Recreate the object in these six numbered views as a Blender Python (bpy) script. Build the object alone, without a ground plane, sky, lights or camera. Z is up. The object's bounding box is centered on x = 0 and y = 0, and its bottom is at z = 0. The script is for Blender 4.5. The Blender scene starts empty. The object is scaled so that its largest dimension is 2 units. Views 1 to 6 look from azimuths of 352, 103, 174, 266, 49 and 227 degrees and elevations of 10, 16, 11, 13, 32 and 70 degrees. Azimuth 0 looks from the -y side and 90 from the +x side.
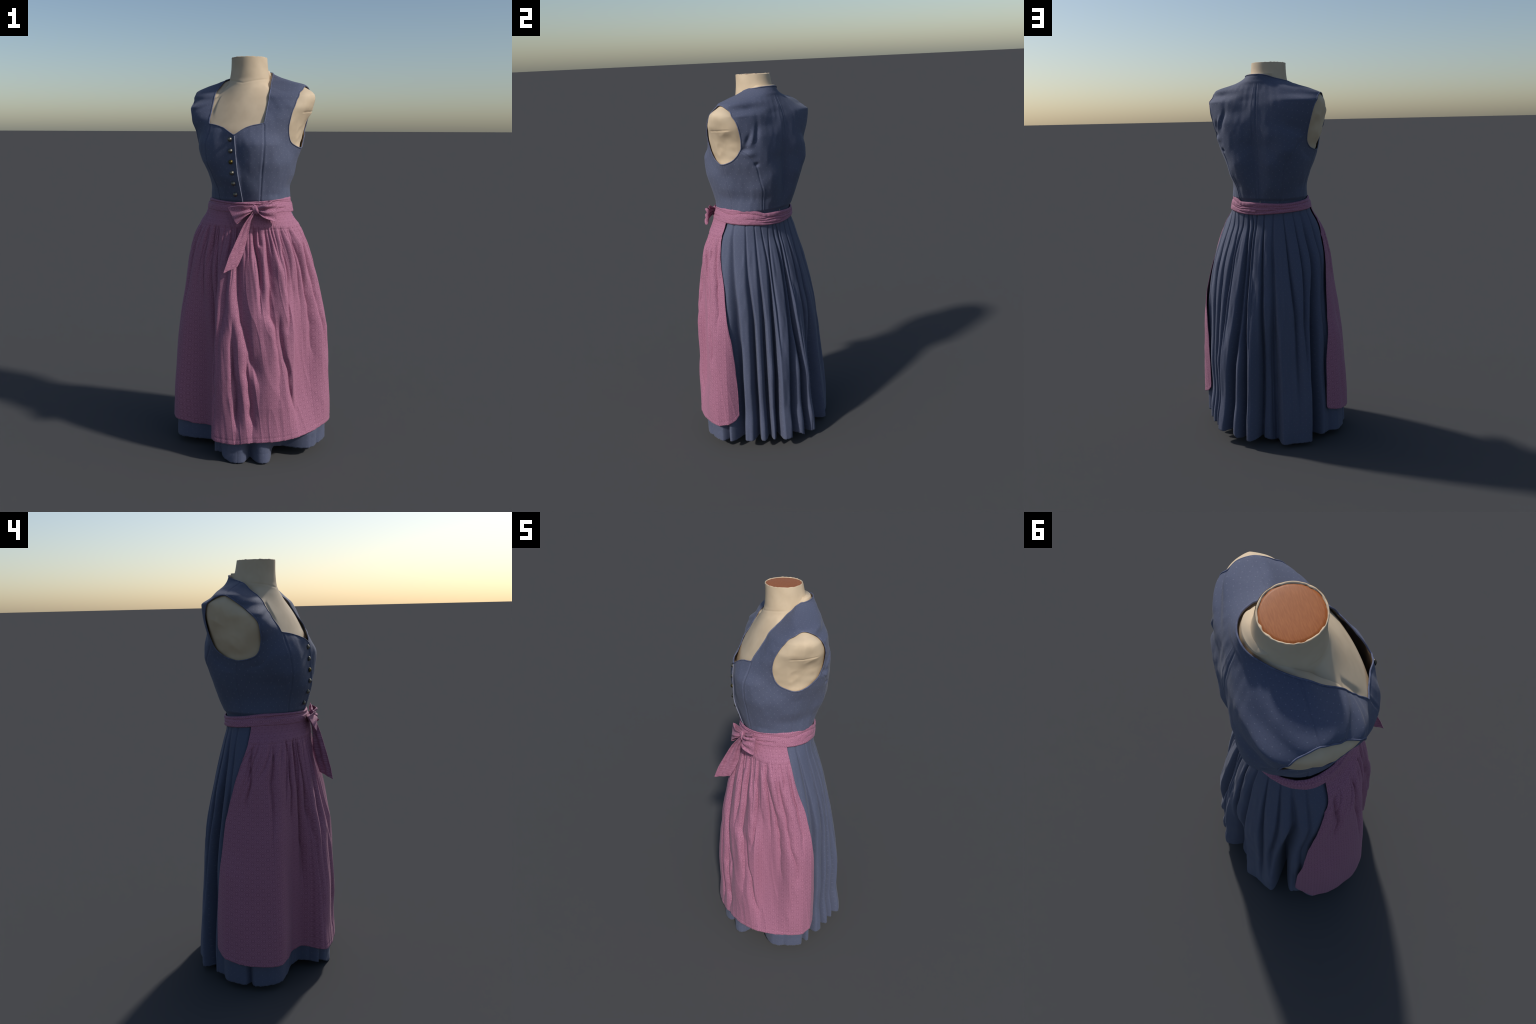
"""Folk-costume dress with apron on a tailor's mannequin.

Everything is modelled in a local frame: x = wearer's left (viewer's right),
-y = front, z up; the root Empty turns the whole figure about z.
Angles around the body are degrees from the front, positive towards +x.
"""
import bpy, math
import numpy as np
from mathutils import Vector

TURN = math.radians(-28.4)          # the figure faces a little to the left of -y
rng = np.random.default_rng(7)

# ------------------------------------------------------------------ helpers
def curve(xk, yk, x):
    """Smooth monotone (Fritsch-Carlson) interpolation through control points."""
    xk = np.asarray(xk, float); yk = np.asarray(yk, float)
    o = np.argsort(xk); xk = xk[o]; yk = yk[o]
    if len(xk) == 1:
        return np.full_like(np.asarray(x, float), yk[0])
    h = np.diff(xk); d = np.diff(yk) / h
    m = np.zeros_like(yk)
    m[0], m[-1] = d[0], d[-1]
    for i in range(1, len(xk) - 1):
        if d[i - 1] * d[i] > 0:
            w1 = 2 * h[i] + h[i - 1]; w2 = h[i] + 2 * h[i - 1]
            m[i] = (w1 + w2) / (w1 / d[i - 1] + w2 / d[i])
    x = np.clip(np.asarray(x, float), xk[0], xk[-1])
    i = np.clip(np.searchsorted(xk, x) - 1, 0, len(xk) - 2)
    t = (x - xk[i]) / h[i]
    return ((1 + 2 * t) * (1 - t) ** 2 * yk[i] + t * (1 - t) ** 2 * h[i] * m[i]
            + t * t * (3 - 2 * t) * yk[i + 1] + t * t * (t - 1) * h[i] * m[i + 1])

def step(a, b, x):
    t = np.clip((np.asarray(x, float) - a) / (b - a), 0, 1)
    return t * t * (3 - 2 * t)

def wrap(a):
    return (a + 180.0) % 360.0 - 180.0

def value_noise(u, v, seed):
    """Smooth 2-D lattice noise in -1..1."""
    r = np.random.default_rng(seed).uniform(-1, 1, (64, 64))
    iu = np.floor(u).astype(int); iv = np.floor(v).astype(int)
    fu = u - iu; fv = v - iv
    fu = fu * fu * (3 - 2 * fu); fv = fv * fv * (3 - 2 * fv)
    g = lambda a, b: r[a % 64, b % 64]
    return ((g(iu, iv) * (1 - fu) + g(iu + 1, iv) * fu) * (1 - fv)
            + (g(iu, iv + 1) * (1 - fu) + g(iu + 1, iv + 1) * fu) * fv)

def new_object(name, verts, faces, mats, parent=None, smooth=True):
    me = bpy.data.meshes.new(name)
    verts = np.asarray(verts, float)
    if isinstance(faces, np.ndarray):
        faces = faces.tolist()
    me.from_pydata(verts.tolist(), [], faces)
    me.update()
    if smooth:
        me.polygons.foreach_set("use_smooth", np.ones(len(me.polygons), bool))
    for m in mats:
        me.materials.append(m)
    ob = bpy.data.objects.new(name, me)
    bpy.context.scene.collection.objects.link(ob)
    if parent is not None:
        ob.parent = parent
    return ob

def grid_faces(rows, cols, closed):
    i = np.arange(rows - 1)[:, None]
    j = np.arange(cols if closed else cols - 1)[None, :]
    k = (j + 1) % cols
    f = np.stack([i * cols + j, i * cols + k, (i + 1) * cols + k, (i + 1) * cols + j], -1)
    return f.reshape(-1, 4)

def solidify(ob, thickness, offset=-1.0, inner_slot=0):
    m = ob.modifiers.new("cloth_thickness", 'SOLIDIFY')
    m.thickness = thickness; m.offset = offset
    m.material_offset = inner_slot
    m.use_even_offset = False
    apply_modifiers(ob)

def apply_modifiers(ob):
    dg = bpy.context.evaluated_depsgraph_get()
    me = bpy.data.meshes.new_from_object(ob.evaluated_get(dg))
    old = ob.data
    ob.modifiers.clear()
    ob.data = me
    me.name = ob.name
    bpy.data.meshes.remove(old)

def tube(name, points, radius, mat, parent, closed=False, sides=8, taper=None):
    """Round cord swept along a polyline."""
    P = np.asarray(points, float); n = len(P)
    T = (np.roll(P, -1, 0) - np.roll(P, 1, 0)) if closed else np.gradient(P, axis=0)
    T /= np.linalg.norm(T, axis=1)[:, None] + 1e-9
    ref = np.array([0, 0, 1.0]); N = np.zeros_like(P)
    N0 = np.cross(T[0], ref)
    if np.linalg.norm(N0) < 1e-3: N0 = np.cross(T[0], [1, 0, 0])
    N[0] = N0 / np.linalg.norm(N0)
    for i in range(1, n):
        v = N[i - 1] - T[i] * (N[i - 1] @ T[i]); N[i] = v / (np.linalg.norm(v) + 1e-9)
    Bn = np.cross(T, N)
    a = np.linspace(0, 2 * math.pi, sides, endpoint=False)
    R = radius * (np.ones(n) if taper is None else np.asarray(taper))
    V = P[:, None] + R[:, None, None] * (np.cos(a)[None, :, None] * N[:, None] + np.sin(a)[None, :, None] * Bn[:, None])
    V = V.reshape(-1, 3)
    F = []
    for i in range(n if closed else n - 1):
        for j in range(sides):
            i2 = (i + 1) % n
            F.append((i * sides + j, i * sides + (j + 1) % sides, i2 * sides + (j + 1) % sides, i2 * sides + j))
    if not closed:
        F.append(tuple(range(sides))[::-1]); F.append(tuple((n - 1) * sides + j for j in range(sides)))
    return new_object(name, V, F, [mat], parent)

def resample(P, spacing, closed=False, smooth_passes=3):
    P = np.asarray(P, float)
    for _ in range(smooth_passes):
        if closed:
            P = .25 * np.roll(P, 1, 0) + .5 * P + .25 * np.roll(P, -1, 0)
        else:
            P[1:-1] = .25 * P[:-2] + .5 * P[1:-1] + .25 * P[2:]
    Q = np.vstack([P, P[:1]]) if closed else P
    s = np.concatenate([[0], np.cumsum(np.linalg.norm(np.diff(Q, axis=0), axis=1))])
    n = max(int(s[-1] / spacing), 4)
    t = np.linspace(0, s[-1], n, endpoint=not closed)
    return np.stack([np.interp(t, s, Q[:, k]) for k in range(3)], 1)

def clip_mesh(V, quads, field):
    """Keep the part of a quad grid where field < 0, cutting faces on the zero line."""
    V = [tuple(v) for v in V]; keep = []; cache = {}; f = list(field)
    q = np.asarray(quads); neg = (np.asarray(field)[q] < 0).sum(1)
    keep = [tuple(r) for r in q[neg == 4]]
    def cut(a, b):
        k = (min(a, b), max(a, b))
        if k not in cache:
            t = f[a] / (f[a] - f[b]); t = min(max(t, .02), .98)
            cache[k] = len(V)
            V.append(tuple(V[a][c] + t * (V[b][c] - V[a][c]) for c in range(3)))
        return cache[k]
    for r in q[(neg > 0) & (neg < 4)]:
        poly = []
        for i in range(4):
            a, b = int(r[i]), int(r[(i + 1) % 4])
            if f[a] < 0: poly.append(a)
            if (f[a] < 0) != (f[b] < 0): poly.append(cut(a, b))
        if len(poly) >= 3: keep.append(tuple(poly))
    used = sorted({i for p in keep for i in p}); m = {o: n for n, o in enumerate(used)}
    return np.array([V[i] for i in used]), [tuple(m[i] for i in p) for p in keep]

def border_loops(V, F):
    cnt = {}
    for p in F:
        for a, b in zip(p, p[1:] + p[:1]):
            k = (min(a, b), max(a, b)); cnt[k] = cnt.get(k, 0) + 1
    nb = {}
    for (a, b), c in cnt.items():
        if c == 1:
            nb.setdefault(a, []).append(b); nb.setdefault(b, []).append(a)
    seen = set(); loops = []
    for s in nb:
        if s in seen: continue
        loop = [s]; seen.add(s); cur = s
        while True:
            nx = [x for x in nb[cur] if x not in seen]
            if not nx: break
            cur = nx[0]; seen.add(cur); loop.append(cur)
        if len(loop) > 20: loops.append(V[loop])
    return loops

# ---------------------------------------------------------------- materials
class Nodes:
    def __init__(self, name):
        self.mat = bpy.data.materials.new(name); self.mat.use_nodes = True
        self.t = self.mat.node_tree; self.t.nodes.clear()
        self.out = self.t.nodes.new('ShaderNodeOutputMaterial')
        self.bsdf = self.t.nodes.new('ShaderNodeBsdfPrincipled')
        self.t.links.new(self.bsdf.outputs[0], self.out.inputs[0])
        self.obj = self.t.nodes.new('ShaderNodeTexCoord').outputs['Object']
    def n(self, kind, **kw):
        nd = self.t.nodes.new('ShaderNode' + kind)
        for k, v in kw.items(): setattr(nd, k, v)
        return nd
    def put(self, sock, v):
        if hasattr(v, 'is_output'): self.t.links.new(v, sock)
        else: sock.default_value = v
    def math(self, op, a, b=None, c=None):
        nd = self.n('Math', operation=op); self.put(nd.inputs[0], a)
        if b is not None: self.put(nd.inputs[1], b)
        if c is not None: self.put(nd.inputs[2], c)
        return nd.outputs[0]
    def mix(self, f, a, b, blend='MIX'):
        nd = self.n('Mix', data_type='RGBA', blend_type=blend)
        self.put(nd.inputs[0], f); self.put(nd.inputs[6], a); self.put(nd.inputs[7], b)
        return nd.outputs[2]
    def range(self, v, a, b, c=0.0, d=1.0):
        nd = self.n('MapRange', interpolation_type='SMOOTHSTEP'); nd.clamp = True
        for s, x in zip(nd.inputs, (v, a, b, c, d)): self.put(s, x)
        return nd.outputs[0]
    def noise(self, scale, detail=3.0, vec=None, rough=.55):
        nd = self.n('TexNoise'); self.put(nd.inputs['Vector'], vec or self.obj)
        nd.inputs['Scale'].default_value = scale; nd.inputs['Detail'].default_value = detail
        nd.inputs['Roughness'].default_value = rough
        return nd.outputs['Fac']
    def around(self, radius):
        """(arc length around the body, height) in metres."""
        s = self.n('SeparateXYZ'); self.put(s.inputs[0], self.obj)
        ang = self.math('ARCTAN2', s.outputs[0], self.math('MULTIPLY', s.outputs[1], -1.0))
        return self.math('MULTIPLY', ang, radius), s.outputs[2]
    def combine(self, x, y, z=0.0):
        c = self.n('CombineXYZ')
        for s, v in zip(c.inputs, (x, y, z)): self.put(s, v)
        return c.outputs[0]
    def bump(self, h, strength, dist=.002):
        b = self.n('Bump'); self.put(b.inputs['Height'], h)
        b.inputs['Strength'].default_value = strength; b.inputs['Distance'].default_value = dist
        self.put(self.bsdf.inputs['Normal'], b.outputs[0])
    def set(self, **kw):
        for k, v in kw.items(): self.put(self.bsdf.inputs[k.replace('_', ' ')], v)
        return self.mat

def rgb(r, g, b):
    lin = lambda c: ((c / 255 + .055) / 1.055) ** 2.4 if c > 10 else c / 255 / 12.92
    return (lin(r), lin(g), lin(b), 1)

def lattice_cell(m, u, v, a, b):
    """Two staggered rectangular lattices: distances to the nearest centre (du, dv)."""
    pu, pv = m.math('DIVIDE', u, a), m.math('DIVIDE', v, b)
    def near(off):
        x = m.math('SUBTRACT', m.math('FRACT', m.math('ADD', pu, off)), .5)
        y = m.math('SUBTRACT', m.math('FRACT', m.math('ADD', pv, off)), .5)
        return m.math('MULTIPLY', x, a), m.math('MULTIPLY', y, b)
    return near(0.0), near(.5)

def weave_bump(m, u, v, strength, extra=None):
    w1 = m.math('SINE', m.math('MULTIPLY', u, 2600.0)); w2 = m.math('SINE', m.math('MULTIPLY', v, 2600.0))
    h = m.math('ADD', m.math('MULTIPLY', m.math('MULTIPLY', w1, w2), .25), m.noise(420, 2))
    m.bump(h, strength, .0006)

def navy_cloth(name, radius, base=(80, 86, 108), drape=0.0):
    m = Nodes(name); u, v = m.around(radius)
    s = m.n('SeparateXYZ'); m.put(s.inputs[0], m.obj)
    rad = m.math('SQRT', m.math('ADD', m.math('POWER', s.outputs[0], 2.0), m.math('POWER', s.outputs[1], 2.0)))
    v = m.math('SUBTRACT', v, m.math('MULTIPLY', rad, drape))          # cloth turns over the shoulders
    (x1, y1), (x2, y2) = lattice_cell(m, u, v, .036, .034)
    def dot(x, y): return m.range(m.math('SQRT', m.math('ADD', m.math('MULTIPLY', x, x), m.math('MULTIPLY', y, y))), .0026, .0010)
    d = m.math('MAXIMUM', dot(x1, y1), dot(x2, y2))
    yarn = m.noise(1.0, 2, m.combine(m.math('MULTIPLY', u, 900.0), m.math('MULTIPLY', v, 120.0)))
    yarn2 = m.noise(1.0, 2, m.combine(m.math('MULTIPLY', u, 120.0), m.math('MULTIPLY', v, 900.0)))
    slub = m.math('ADD', m.math('MULTIPLY', yarn, .5), m.math('MULTIPLY', yarn2, .5))
    c = m.mix(m.range(slub, .3, .7), rgb(*[k * .93 for k in base]), rgb(*[min(k * 1.07, 255) for k in base]))
    c = m.mix(m.math('MULTIPLY', m.range(m.noise(5.0, 3), .35, .7), .18), c, rgb(base[0] * 1.08, base[1] * 1.05, base[2] * 1.0))
    c = m.mix(m.math('MULTIPLY', d, .24 if drape else .15), c, rgb(158, 160, 176))
    weave_bump(m, u, v, .25)
    return m.set(Base_Color=c, Roughness=.78, Specular_IOR_Level=.25, Sheen_Weight=.08)

def rose_cloth(name, radius, base=(158, 106, 128), planar=False):
    m = Nodes(name)
    if planar:
        s = m.n('SeparateXYZ'); m.put(s.inputs[0], m.obj); u, v = s.outputs[0], s.outputs[2]
    else:
        u, v = m.around(radius)
    a, b = .051, .041
    (x1, y1), (x2, y2) = lattice_cell(m, u, v, a, b)
    def motif(x, y):
        ax = m.math('ABSOLUTE', x); ay = m.math('ABSOLUTE', y)
        dia = m.math('ADD', m.math('DIVIDE', ax, a), m.math('DIVIDE', ay, b))      # 0 centre .. .5 border
        r = m.math('SQRT', m.math('ADD', m.math('MULTIPLY', ax, ax), m.math('MULTIPLY', ay, ay)))
        ring = m.range(m.math('ABSOLUTE', m.math('SUBTRACT', r, .0074)), .0034, .0010)
        band = m.range(m.math('ABSOLUTE', m.math('SUBTRACT', dia, .40)), .075, .02)
        return m.math('MAXIMUM', m.math('MULTIPLY', ring, .85), m.math('MULTIPLY', band, .75)), dia
    f1, d1 = motif(x1, y1); f2, d2 = motif(x2, y2)
    sel = m.math('LESS_THAN', d1, d2)
    f = m.math('ADD', m.math('MULTIPLY', sel, f1), m.math('MULTIPLY', m.math('SUBTRACT', 1.0, sel), f2))
    yarn = m.noise(1.0, 2, m.combine(m.math('MULTIPLY', u, 1000.0), m.math('MULTIPLY', v, 200.0)))
    light = rgb(*[min(k * 1.07, 255) for k in base]); dark = rgb(base[0] * .82, base[1] * .74, base[2] * .81)
    c = m.mix(m.math('MULTIPLY', f, .8), light, dark)
    c = m.mix(m.math('MULTIPLY', m.range(yarn, .3, .7), .16), c, rgb(base[0] * .9, base[1] * .9, base[2] * .93))
    weave_bump(m, u, v, .2)
    return m.set(Base_Color=c, Roughness=.74, Specular_IOR_Level=.25, Sheen_Weight=.08)

def cream_cloth(name, base=(206, 186, 158)):
    m = Nodes(name)
    c = m.mix(m.range(m.noise(9, 4), .35, .7), rgb(*base), rgb(base[0] * .95, base[1] * .94, base[2] * .93))
    m.bump(m.noise(600, 2), .15, .0005)
    return m.set(Base_Color=c, Roughness=.7, Specular_IOR_Level=.3)

def plain(name, col, rough=.7, metal=0.0, spec=.3, var=.1):
    m = Nodes(name)
    c = m.mix(m.range(m.noise(60, 3), .3, .7), rgb(*[k * (1 - var) for k in col]), rgb(*[min(k * (1 + var), 255) for k in col]))
    return m.set(Base_Color=c, Roughness=rough, Metallic=metal, Specular_IOR_Level=spec)

NAVY_BODICE = navy_cloth("navy_dotted_linen_bodice", .25, drape=1.0)
NAVY_SKIRT = navy_cloth("navy_dotted_linen_skirt", .42)
NAVY_CORD = plain("navy_piping", (86, 92, 116), .75)
PALE_EDGE = plain("pale_selvedge", (124, 127, 144), .8)
ROSE_APRON = rose_cloth("rose_diamond_cotton_apron", .40)
ROSE_SASH = rose_cloth("rose_diamond_cotton_sash", .25)
ROSE_BOW = rose_cloth("rose_diamond_cotton_bow", .3, planar=True)
CREAM = cream_cloth("cream_jersey")
LINING = cream_cloth("cream_satin_lining", (200, 184, 162))
def wood_cap():
    m = Nodes("varnished_brown_wood")
    s = m.n('SeparateXYZ'); m.put(s.inputs[0], m.obj)
    g = m.noise(1.0, 4, m.combine(m.math('MULTIPLY', s.outputs[0], 40.0), m.math('MULTIPLY', s.outputs[1], 260.0), 0.0))
    c = m.mix(m.range(g, .3, .75), rgb(148, 84, 42), rgb(163, 97, 52))
    return m.set(Base_Color=c, Roughness=.45, Specular_IOR_Level=.22)
WOOD = wood_cap()
PEWTER = plain("aged_pewter", (112, 108, 98), .42, 1.0, .5, .25)
BRASS = plain("aged_brass", (96, 84, 48), .45, 1.0, .5, .2)

# --------------------------------------------------------------------- root
root = bpy.data.objects.new("dressed_mannequin", None)
bpy.context.scene.collection.objects.link(root)
root.rotation_euler = (0, 0, TURN)
root["label"] = "navy folk dress with rose apron on cream mannequin"
root["category"] = "dress"

# -------------------------------------------------- skirt / apron outer shape
# half-extents of the skirt bell in eight directions, at several heights
#        z     right  fr.r  front  fr.l  left   bk.l  back  bk.r
BELL = [(-.02, .425, .370, .350, .388, .424, .385, .372, .400),
        (.10, .424, .369, .348, .388, .420, .383, .366, .398),
        (.25, .425, .369, .340, .388, .410, .378, .345, .383),
        (.40, .417, .371, .342, .377, .404, .366, .336, .385),
        (.55, .408, .369, .335, .366, .400, .356, .320, .372),
        (.70, .396, .363, .321, .351, .384, .336, .295, .348),
        (.85, .370, .343, .295, .323, .358, .308, .264, .314),
        (1.0, .339, .322, .265, .297, .328, .274, .231, .272),
        (1.10, .310, .293, .237, .274, .295, .244, .206, .237),
        (1.17, .272, .260, .220, .246, .266, .225, .184, .212),
        (1.23, .222, .229, .209, .211, .234, .206, .176, .198),
        (1.30, .194, .208, .199, .201, .207, .202, .176, .190)]
BELL_Z = np.array([b[0] for b in BELL])
BELL_DIR = np.radians([90, 45, 0, -45, -90, -135, 180, 135])
RADIAL_ANGLES = np.linspace(-180, 180, 721)

def bell_radii():
    """Turn directional half-extents (a support function) into polar radii."""
    out = []
    ph = np.linspace(-math.pi, math.pi, 1441)
    basis = lambda p: np.stack([np.ones_like(p)] + [f(k * p) for k in (1, 2, 3) for f in (np.cos, np.sin)], -1)
    dbasis = np.stack([0 * ph] + [s * k * f(k * ph) for k in (1, 2, 3) for s, f in ((-1, np.sin), (1, np.cos))], -1)
    for b in BELL:
        co = np.linalg.lstsq(basis(BELL_DIR), np.array(b[1:]), rcond=None)[0]
        h, hp = basis(ph) @ co, dbasis @ co
        x = h * np.sin(ph) + hp * np.cos(ph); f = h * np.cos(ph) - hp * np.sin(ph)
        a = np.degrees(np.arctan2(x, f)); r = np.hypot(x, f); o = np.argsort(a)
        out.append(np.interp(RADIAL_ANGLES, a[o], r[o], period=360))
    return np.array(out)
BELL_R = bell_radii()

def bell(theta, z):
    """Outer radius of the bell; theta (deg) and z are equal-shaped arrays."""
    zz = np.clip(z, BELL_Z[0], BELL_Z[-1])
    cols = np.clip((wrap(theta) + 180) * 2, 0, 719.999)
    j = cols.astype(int); w = cols - j
    R = np.apply_along_axis(lambda c: curve(BELL_Z, c, np.linspace(-.02, 1.30, 265)), 0, BELL_R)
    zi = (zz + .02) / 1.32 * 264; i = np.clip(zi.astype(int), 0, 263); t = zi - i
    g = lambda a, b: R[a, b]
    return ((g(i, j) * (1 - w) + g(i, j + 1) * w) * (1 - t) + (g(i + 1, j) * (1 - w) + g(i + 1, j + 1) * w) * t)

def side_hollow(theta, z):
    """Both flanks hang inwards behind the apron's edges, towards the hem."""
    th = wrap(theta)
    right = np.interp(th, [96, 103, 109, 118, 130, 140, 149], [0, .014, .050, .046, .040, .026, 0])
    left = np.interp(th, [-123, -115, -109, -103, -96], [0, .020, .034, .020, 0])
    back = np.interp(th, [-178, -173, -166, -158, -154, -149, -140, -131, -124], [0, .030, .058, .056, .032, .012, .020, .010, 0])
    flank = np.interp(th, [-114, -104, -94, -84, -74, -64], [0, .6, 1, 1, .5, 0]) * curve([.35, .55, .7, .85, 1.0, 1.12], [0, .012, .024, .020, .008, 0], z)
    return (right + left) * (1 - step(.42, .98, z)) + back * (1 - step(.40, .78, z)) + flank

def front_fold(theta, z):
    """Deep inward fold left of the front centre, and a broad hollow on the right."""
    th = wrap(theta)
    shape = np.interp(th, [-62, -56, -48, -38, -26, -18, -14, -11], [0, .20, .58, 1, .92, .52, .1, 0])
    depth = curve([0, .15, .35, .55, .75, .95, 1.15], [.13, .12, .108, .092, .062, .020, 0], z)
    hollow = np.interp(th, [50, 56, 62, 69, 77, 85, 91], [0, .25, .8, 1, .75, .25, 0])
    dip = curve([.12, .2, .35, .5, .7, .85, 1.0, 1.1], [.0, .022, .050, .060, .056, .040, .014, 0], z)
    sm = lambda v: v * v * (3 - 2 * v)
    return sm(shape) * depth + sm(hollow) * dip

class Fold:
    """A crease running down the cloth: path of (z, angle), (z, depth), side widths in degrees."""
    def __init__(self, path, depth, left=2.0, right=2.0, power=1.5):
        self.path, self.depth, self.l, self.r, self.p, self.k = path, depth, left, right, power, 1.0
        self.opening = None
    def __call__(self, theta, z):
        c = curve([p[0] for p in self.path], [p[1] for p in self.path], z)
        d = curve([p[0] for p in self.depth], [p[1] for p in self.depth], z)
        t = wrap(theta - c)
        k = self.k if self.opening is None else self.k * curve(*self.opening, z)
        t = np.where(t < 0, -t / (self.l * k), t / (self.r * k))
        return d * np.exp(-t ** self.p)

# -------------------------------------------------------------------- skirt
def hem_depth(a, b, c, d):           # depth at waist, hip, knee, hem
    return [(1.22, a), (.95, b), (.5, c), (.05, d)]
SKIRT_FOLDS = [
    # right flank: knife pleats
    Fold([(1.22, 100), (1.0, 106), (.7, 111), (.4, 111), (.05, 110)], hem_depth(.005, .022, .045, .060), 3.5, 2.2, 2),
    Fold([(1.22, 117), (1.0, 120.5), (.7, 124.8), (.4, 124.8), (.05, 125)], hem_depth(.004, .018, .050, .066), 2.4, 1.8, 2),
    Fold([(1.22, 130.4), (1.0, 133), (.7, 135.2), (.4, 135.2), (.05, 136)], hem_depth(.004, .018, .050, .066), 2.4, 1.8, 2),
    Fold([(1.22, 141), (1.0, 146), (.7, 146), (.4, 145.5), (.05, 144.5)], hem_depth(.004, .020, .060, .082), 2.6, 1.6, 2),
    Fold([(1.22, 154), (1.0, 150), (.8, 151)], [(1.22, .005), (1.0, .014), (.75, .012), (.5, 0)], 2.0, 1.4),
    Fold([(1.22, 163), (1.0, 166), (.7, 164), (.4, 160), (.05, 158)], hem_depth(.006, .024, .045, .052), 1.8, 4.5, 2),
    Fold([(1.22, 171), (1.17, 174.5), (.95, 174), (.7, 174), (.4, 176), (.05, 175.5)], hem_depth(.006, .024, .055, .075), 3.8, 1.4, 2),
    Fold([(1.22, 180), (1.0, 178), (.7, 179)], [(1.22, .006), (1.0, .006), (.7, .003), (.4, 0)], 1.5, 2.5),
    # back
    Fold([(1.22, -166.5), (1.0, -167.8), (.7, -167.7), (.4, -168.1), (.05, -170)], hem_depth(.004, .018, .032, .040), 2.2, 1.8, 2),
    Fold([(1.22, -151), (1.0, -154), (.7, -154), (.4, -153), (.05, -153)], hem_depth(.004, .014, .040, .055), 4.0, 1.6, 2),
    Fold([(1.22, -136.2), (1.0, -136), (.7, -134)], [(1.22, .004), (1.0, .014), (.7, .022), (.45, .018), (.2, .006), (.05, 0)], 1.4, 2.4),
    Fold([(1.22, -122), (1.0, -121.5), (.65, -126)], [(1.22, .004), (1.0, .016), (.7, .024), (.5, .014), (.3, 0)], 1.4, 2.6),
    Fold([(1.22, -111), (1.0, -109), (.85, -112), (.67, -116), (.4, -118), (.05, -119)], hem_depth(.004, .032, .105, .15), 3.2, 3.8, 2),
    Fold([(1.22, -99), (1.0, -98), (.7, -104), (.05, -103)], hem_depth(.004, .012, .012, .008), 2, 2),
    # under the apron: only the hem shows
    Fold([(.4, -80), (.05, -80)], [(.4, 0), (.05, .03)], 1.5, 1.5),
    Fold([(.4, -10), (.05, -9)], [(.4, 0), (.05, .03)], 5, 3),
    Fold([(.4, 20), (.05, 20)], [(.4, 0), (.25, .02), (.05, .05)], 4, 4),
    Fold([(.4, 52), (.05, 52)], [(.4, 0), (.25, .05), (.05, .09)], 11, 13, 3),
    Fold([(.4, 82), (.05, 82)], [(.4, 0), (.25, .006), (.05, .012)], 3, 3),
    Fold([(.4, 99.5), (.05, 99)], [(.4, 0), (.25, .02), (.05, .035)], 1.6, 1.6),
]
for f in SKIRT_FOLDS:                      # pressed pleats: closed at the waist, open at the hem
    f.opening = ([.1, .6, 1.0, 1.22], [1.1, 1.05, .75, .5])
HEM_HEIGHT = ([-180, -172, -151, -138, -125, -107, -95, -74, -58, -40, -20, -8, 4, 14, 20, 30, 38, 50, 75, 95, 119, 132, 150, 162, 172, 180],
              [.036, .040, .020, .020, .024, .034, .030, .025, .034, .036, .040, .030, .001, .0, .010, .004, .002, .045, .042, .048, .052, .052, .056, .058, .034, .036])

def apron_left(z):  return curve([1.26, 1.18, 1.06, .957, .77, .59, .33, .1], [-82, -83, -89, -93.6, -100, -103, -107, -108], z)
def apron_right(z): return curve([1.26, 1.13, 1.03, .895, .714, .55, .36, .1], [86, 90, 93.4, 99.8, 104, 107.4, 109, 109.5], z)

def build_skirt():
    nz, nt = 210, 1080
    th = np.linspace(-180, 180, nt, endpoint=False)
    t = np.linspace(0, 1, nz)[:, None]
    fray = .0022 * value_noise(th / 1.1, th * 0, 3) + .0015 * value_noise(th / .4, th * 0, 4)
    hem = curve(*HEM_HEIGHT, th) + np.abs(fray) * 1.4
    Z = 1.275 + (hem[None, :] - 1.275) * t
    TH = np.broadcast_to(th, Z.shape)
    R = bell(TH, Z) - side_hollow(TH, Z) - .003
    hidden = step(-4, 4, TH - apron_left(Z)) * step(-4, 4, apron_right(Z) - TH)
    R -= front_fold(TH, Z) * .95
    R -= hidden * .013
    for f in APRON_FOLDS:
        R -= 1.8 * hidden * f(TH, Z) * step(1.185, 1.15, Z)
    for f in SKIRT_FOLDS:
        R -= 1.15 * f(TH, Z)
    R += .004 * value_noise(TH / 9, Z * 5, 11) * step(1.2, .9, Z)
    R += .0016 * value_noise(TH / 3, Z * 14, 12) * step(1.2, 1.0, Z)
    R = np.maximum(R, .06)
    # a stitched hem line 5 cm above the edge
    edge = Z - hem[None, :]
    R -= .0012 * np.exp(-((edge - .05) / .003) ** 2)
    A = np.radians(TH)
    V = np.stack([R * np.sin(A), -R * np.cos(A), Z], -1).reshape(-1, 3)
    ob = new_object("skirt", V, grid_faces(nz, nt, True)[:, ::-1], [NAVY_SKIRT], root)
    solidify(ob, .003)
    return ob

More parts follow.
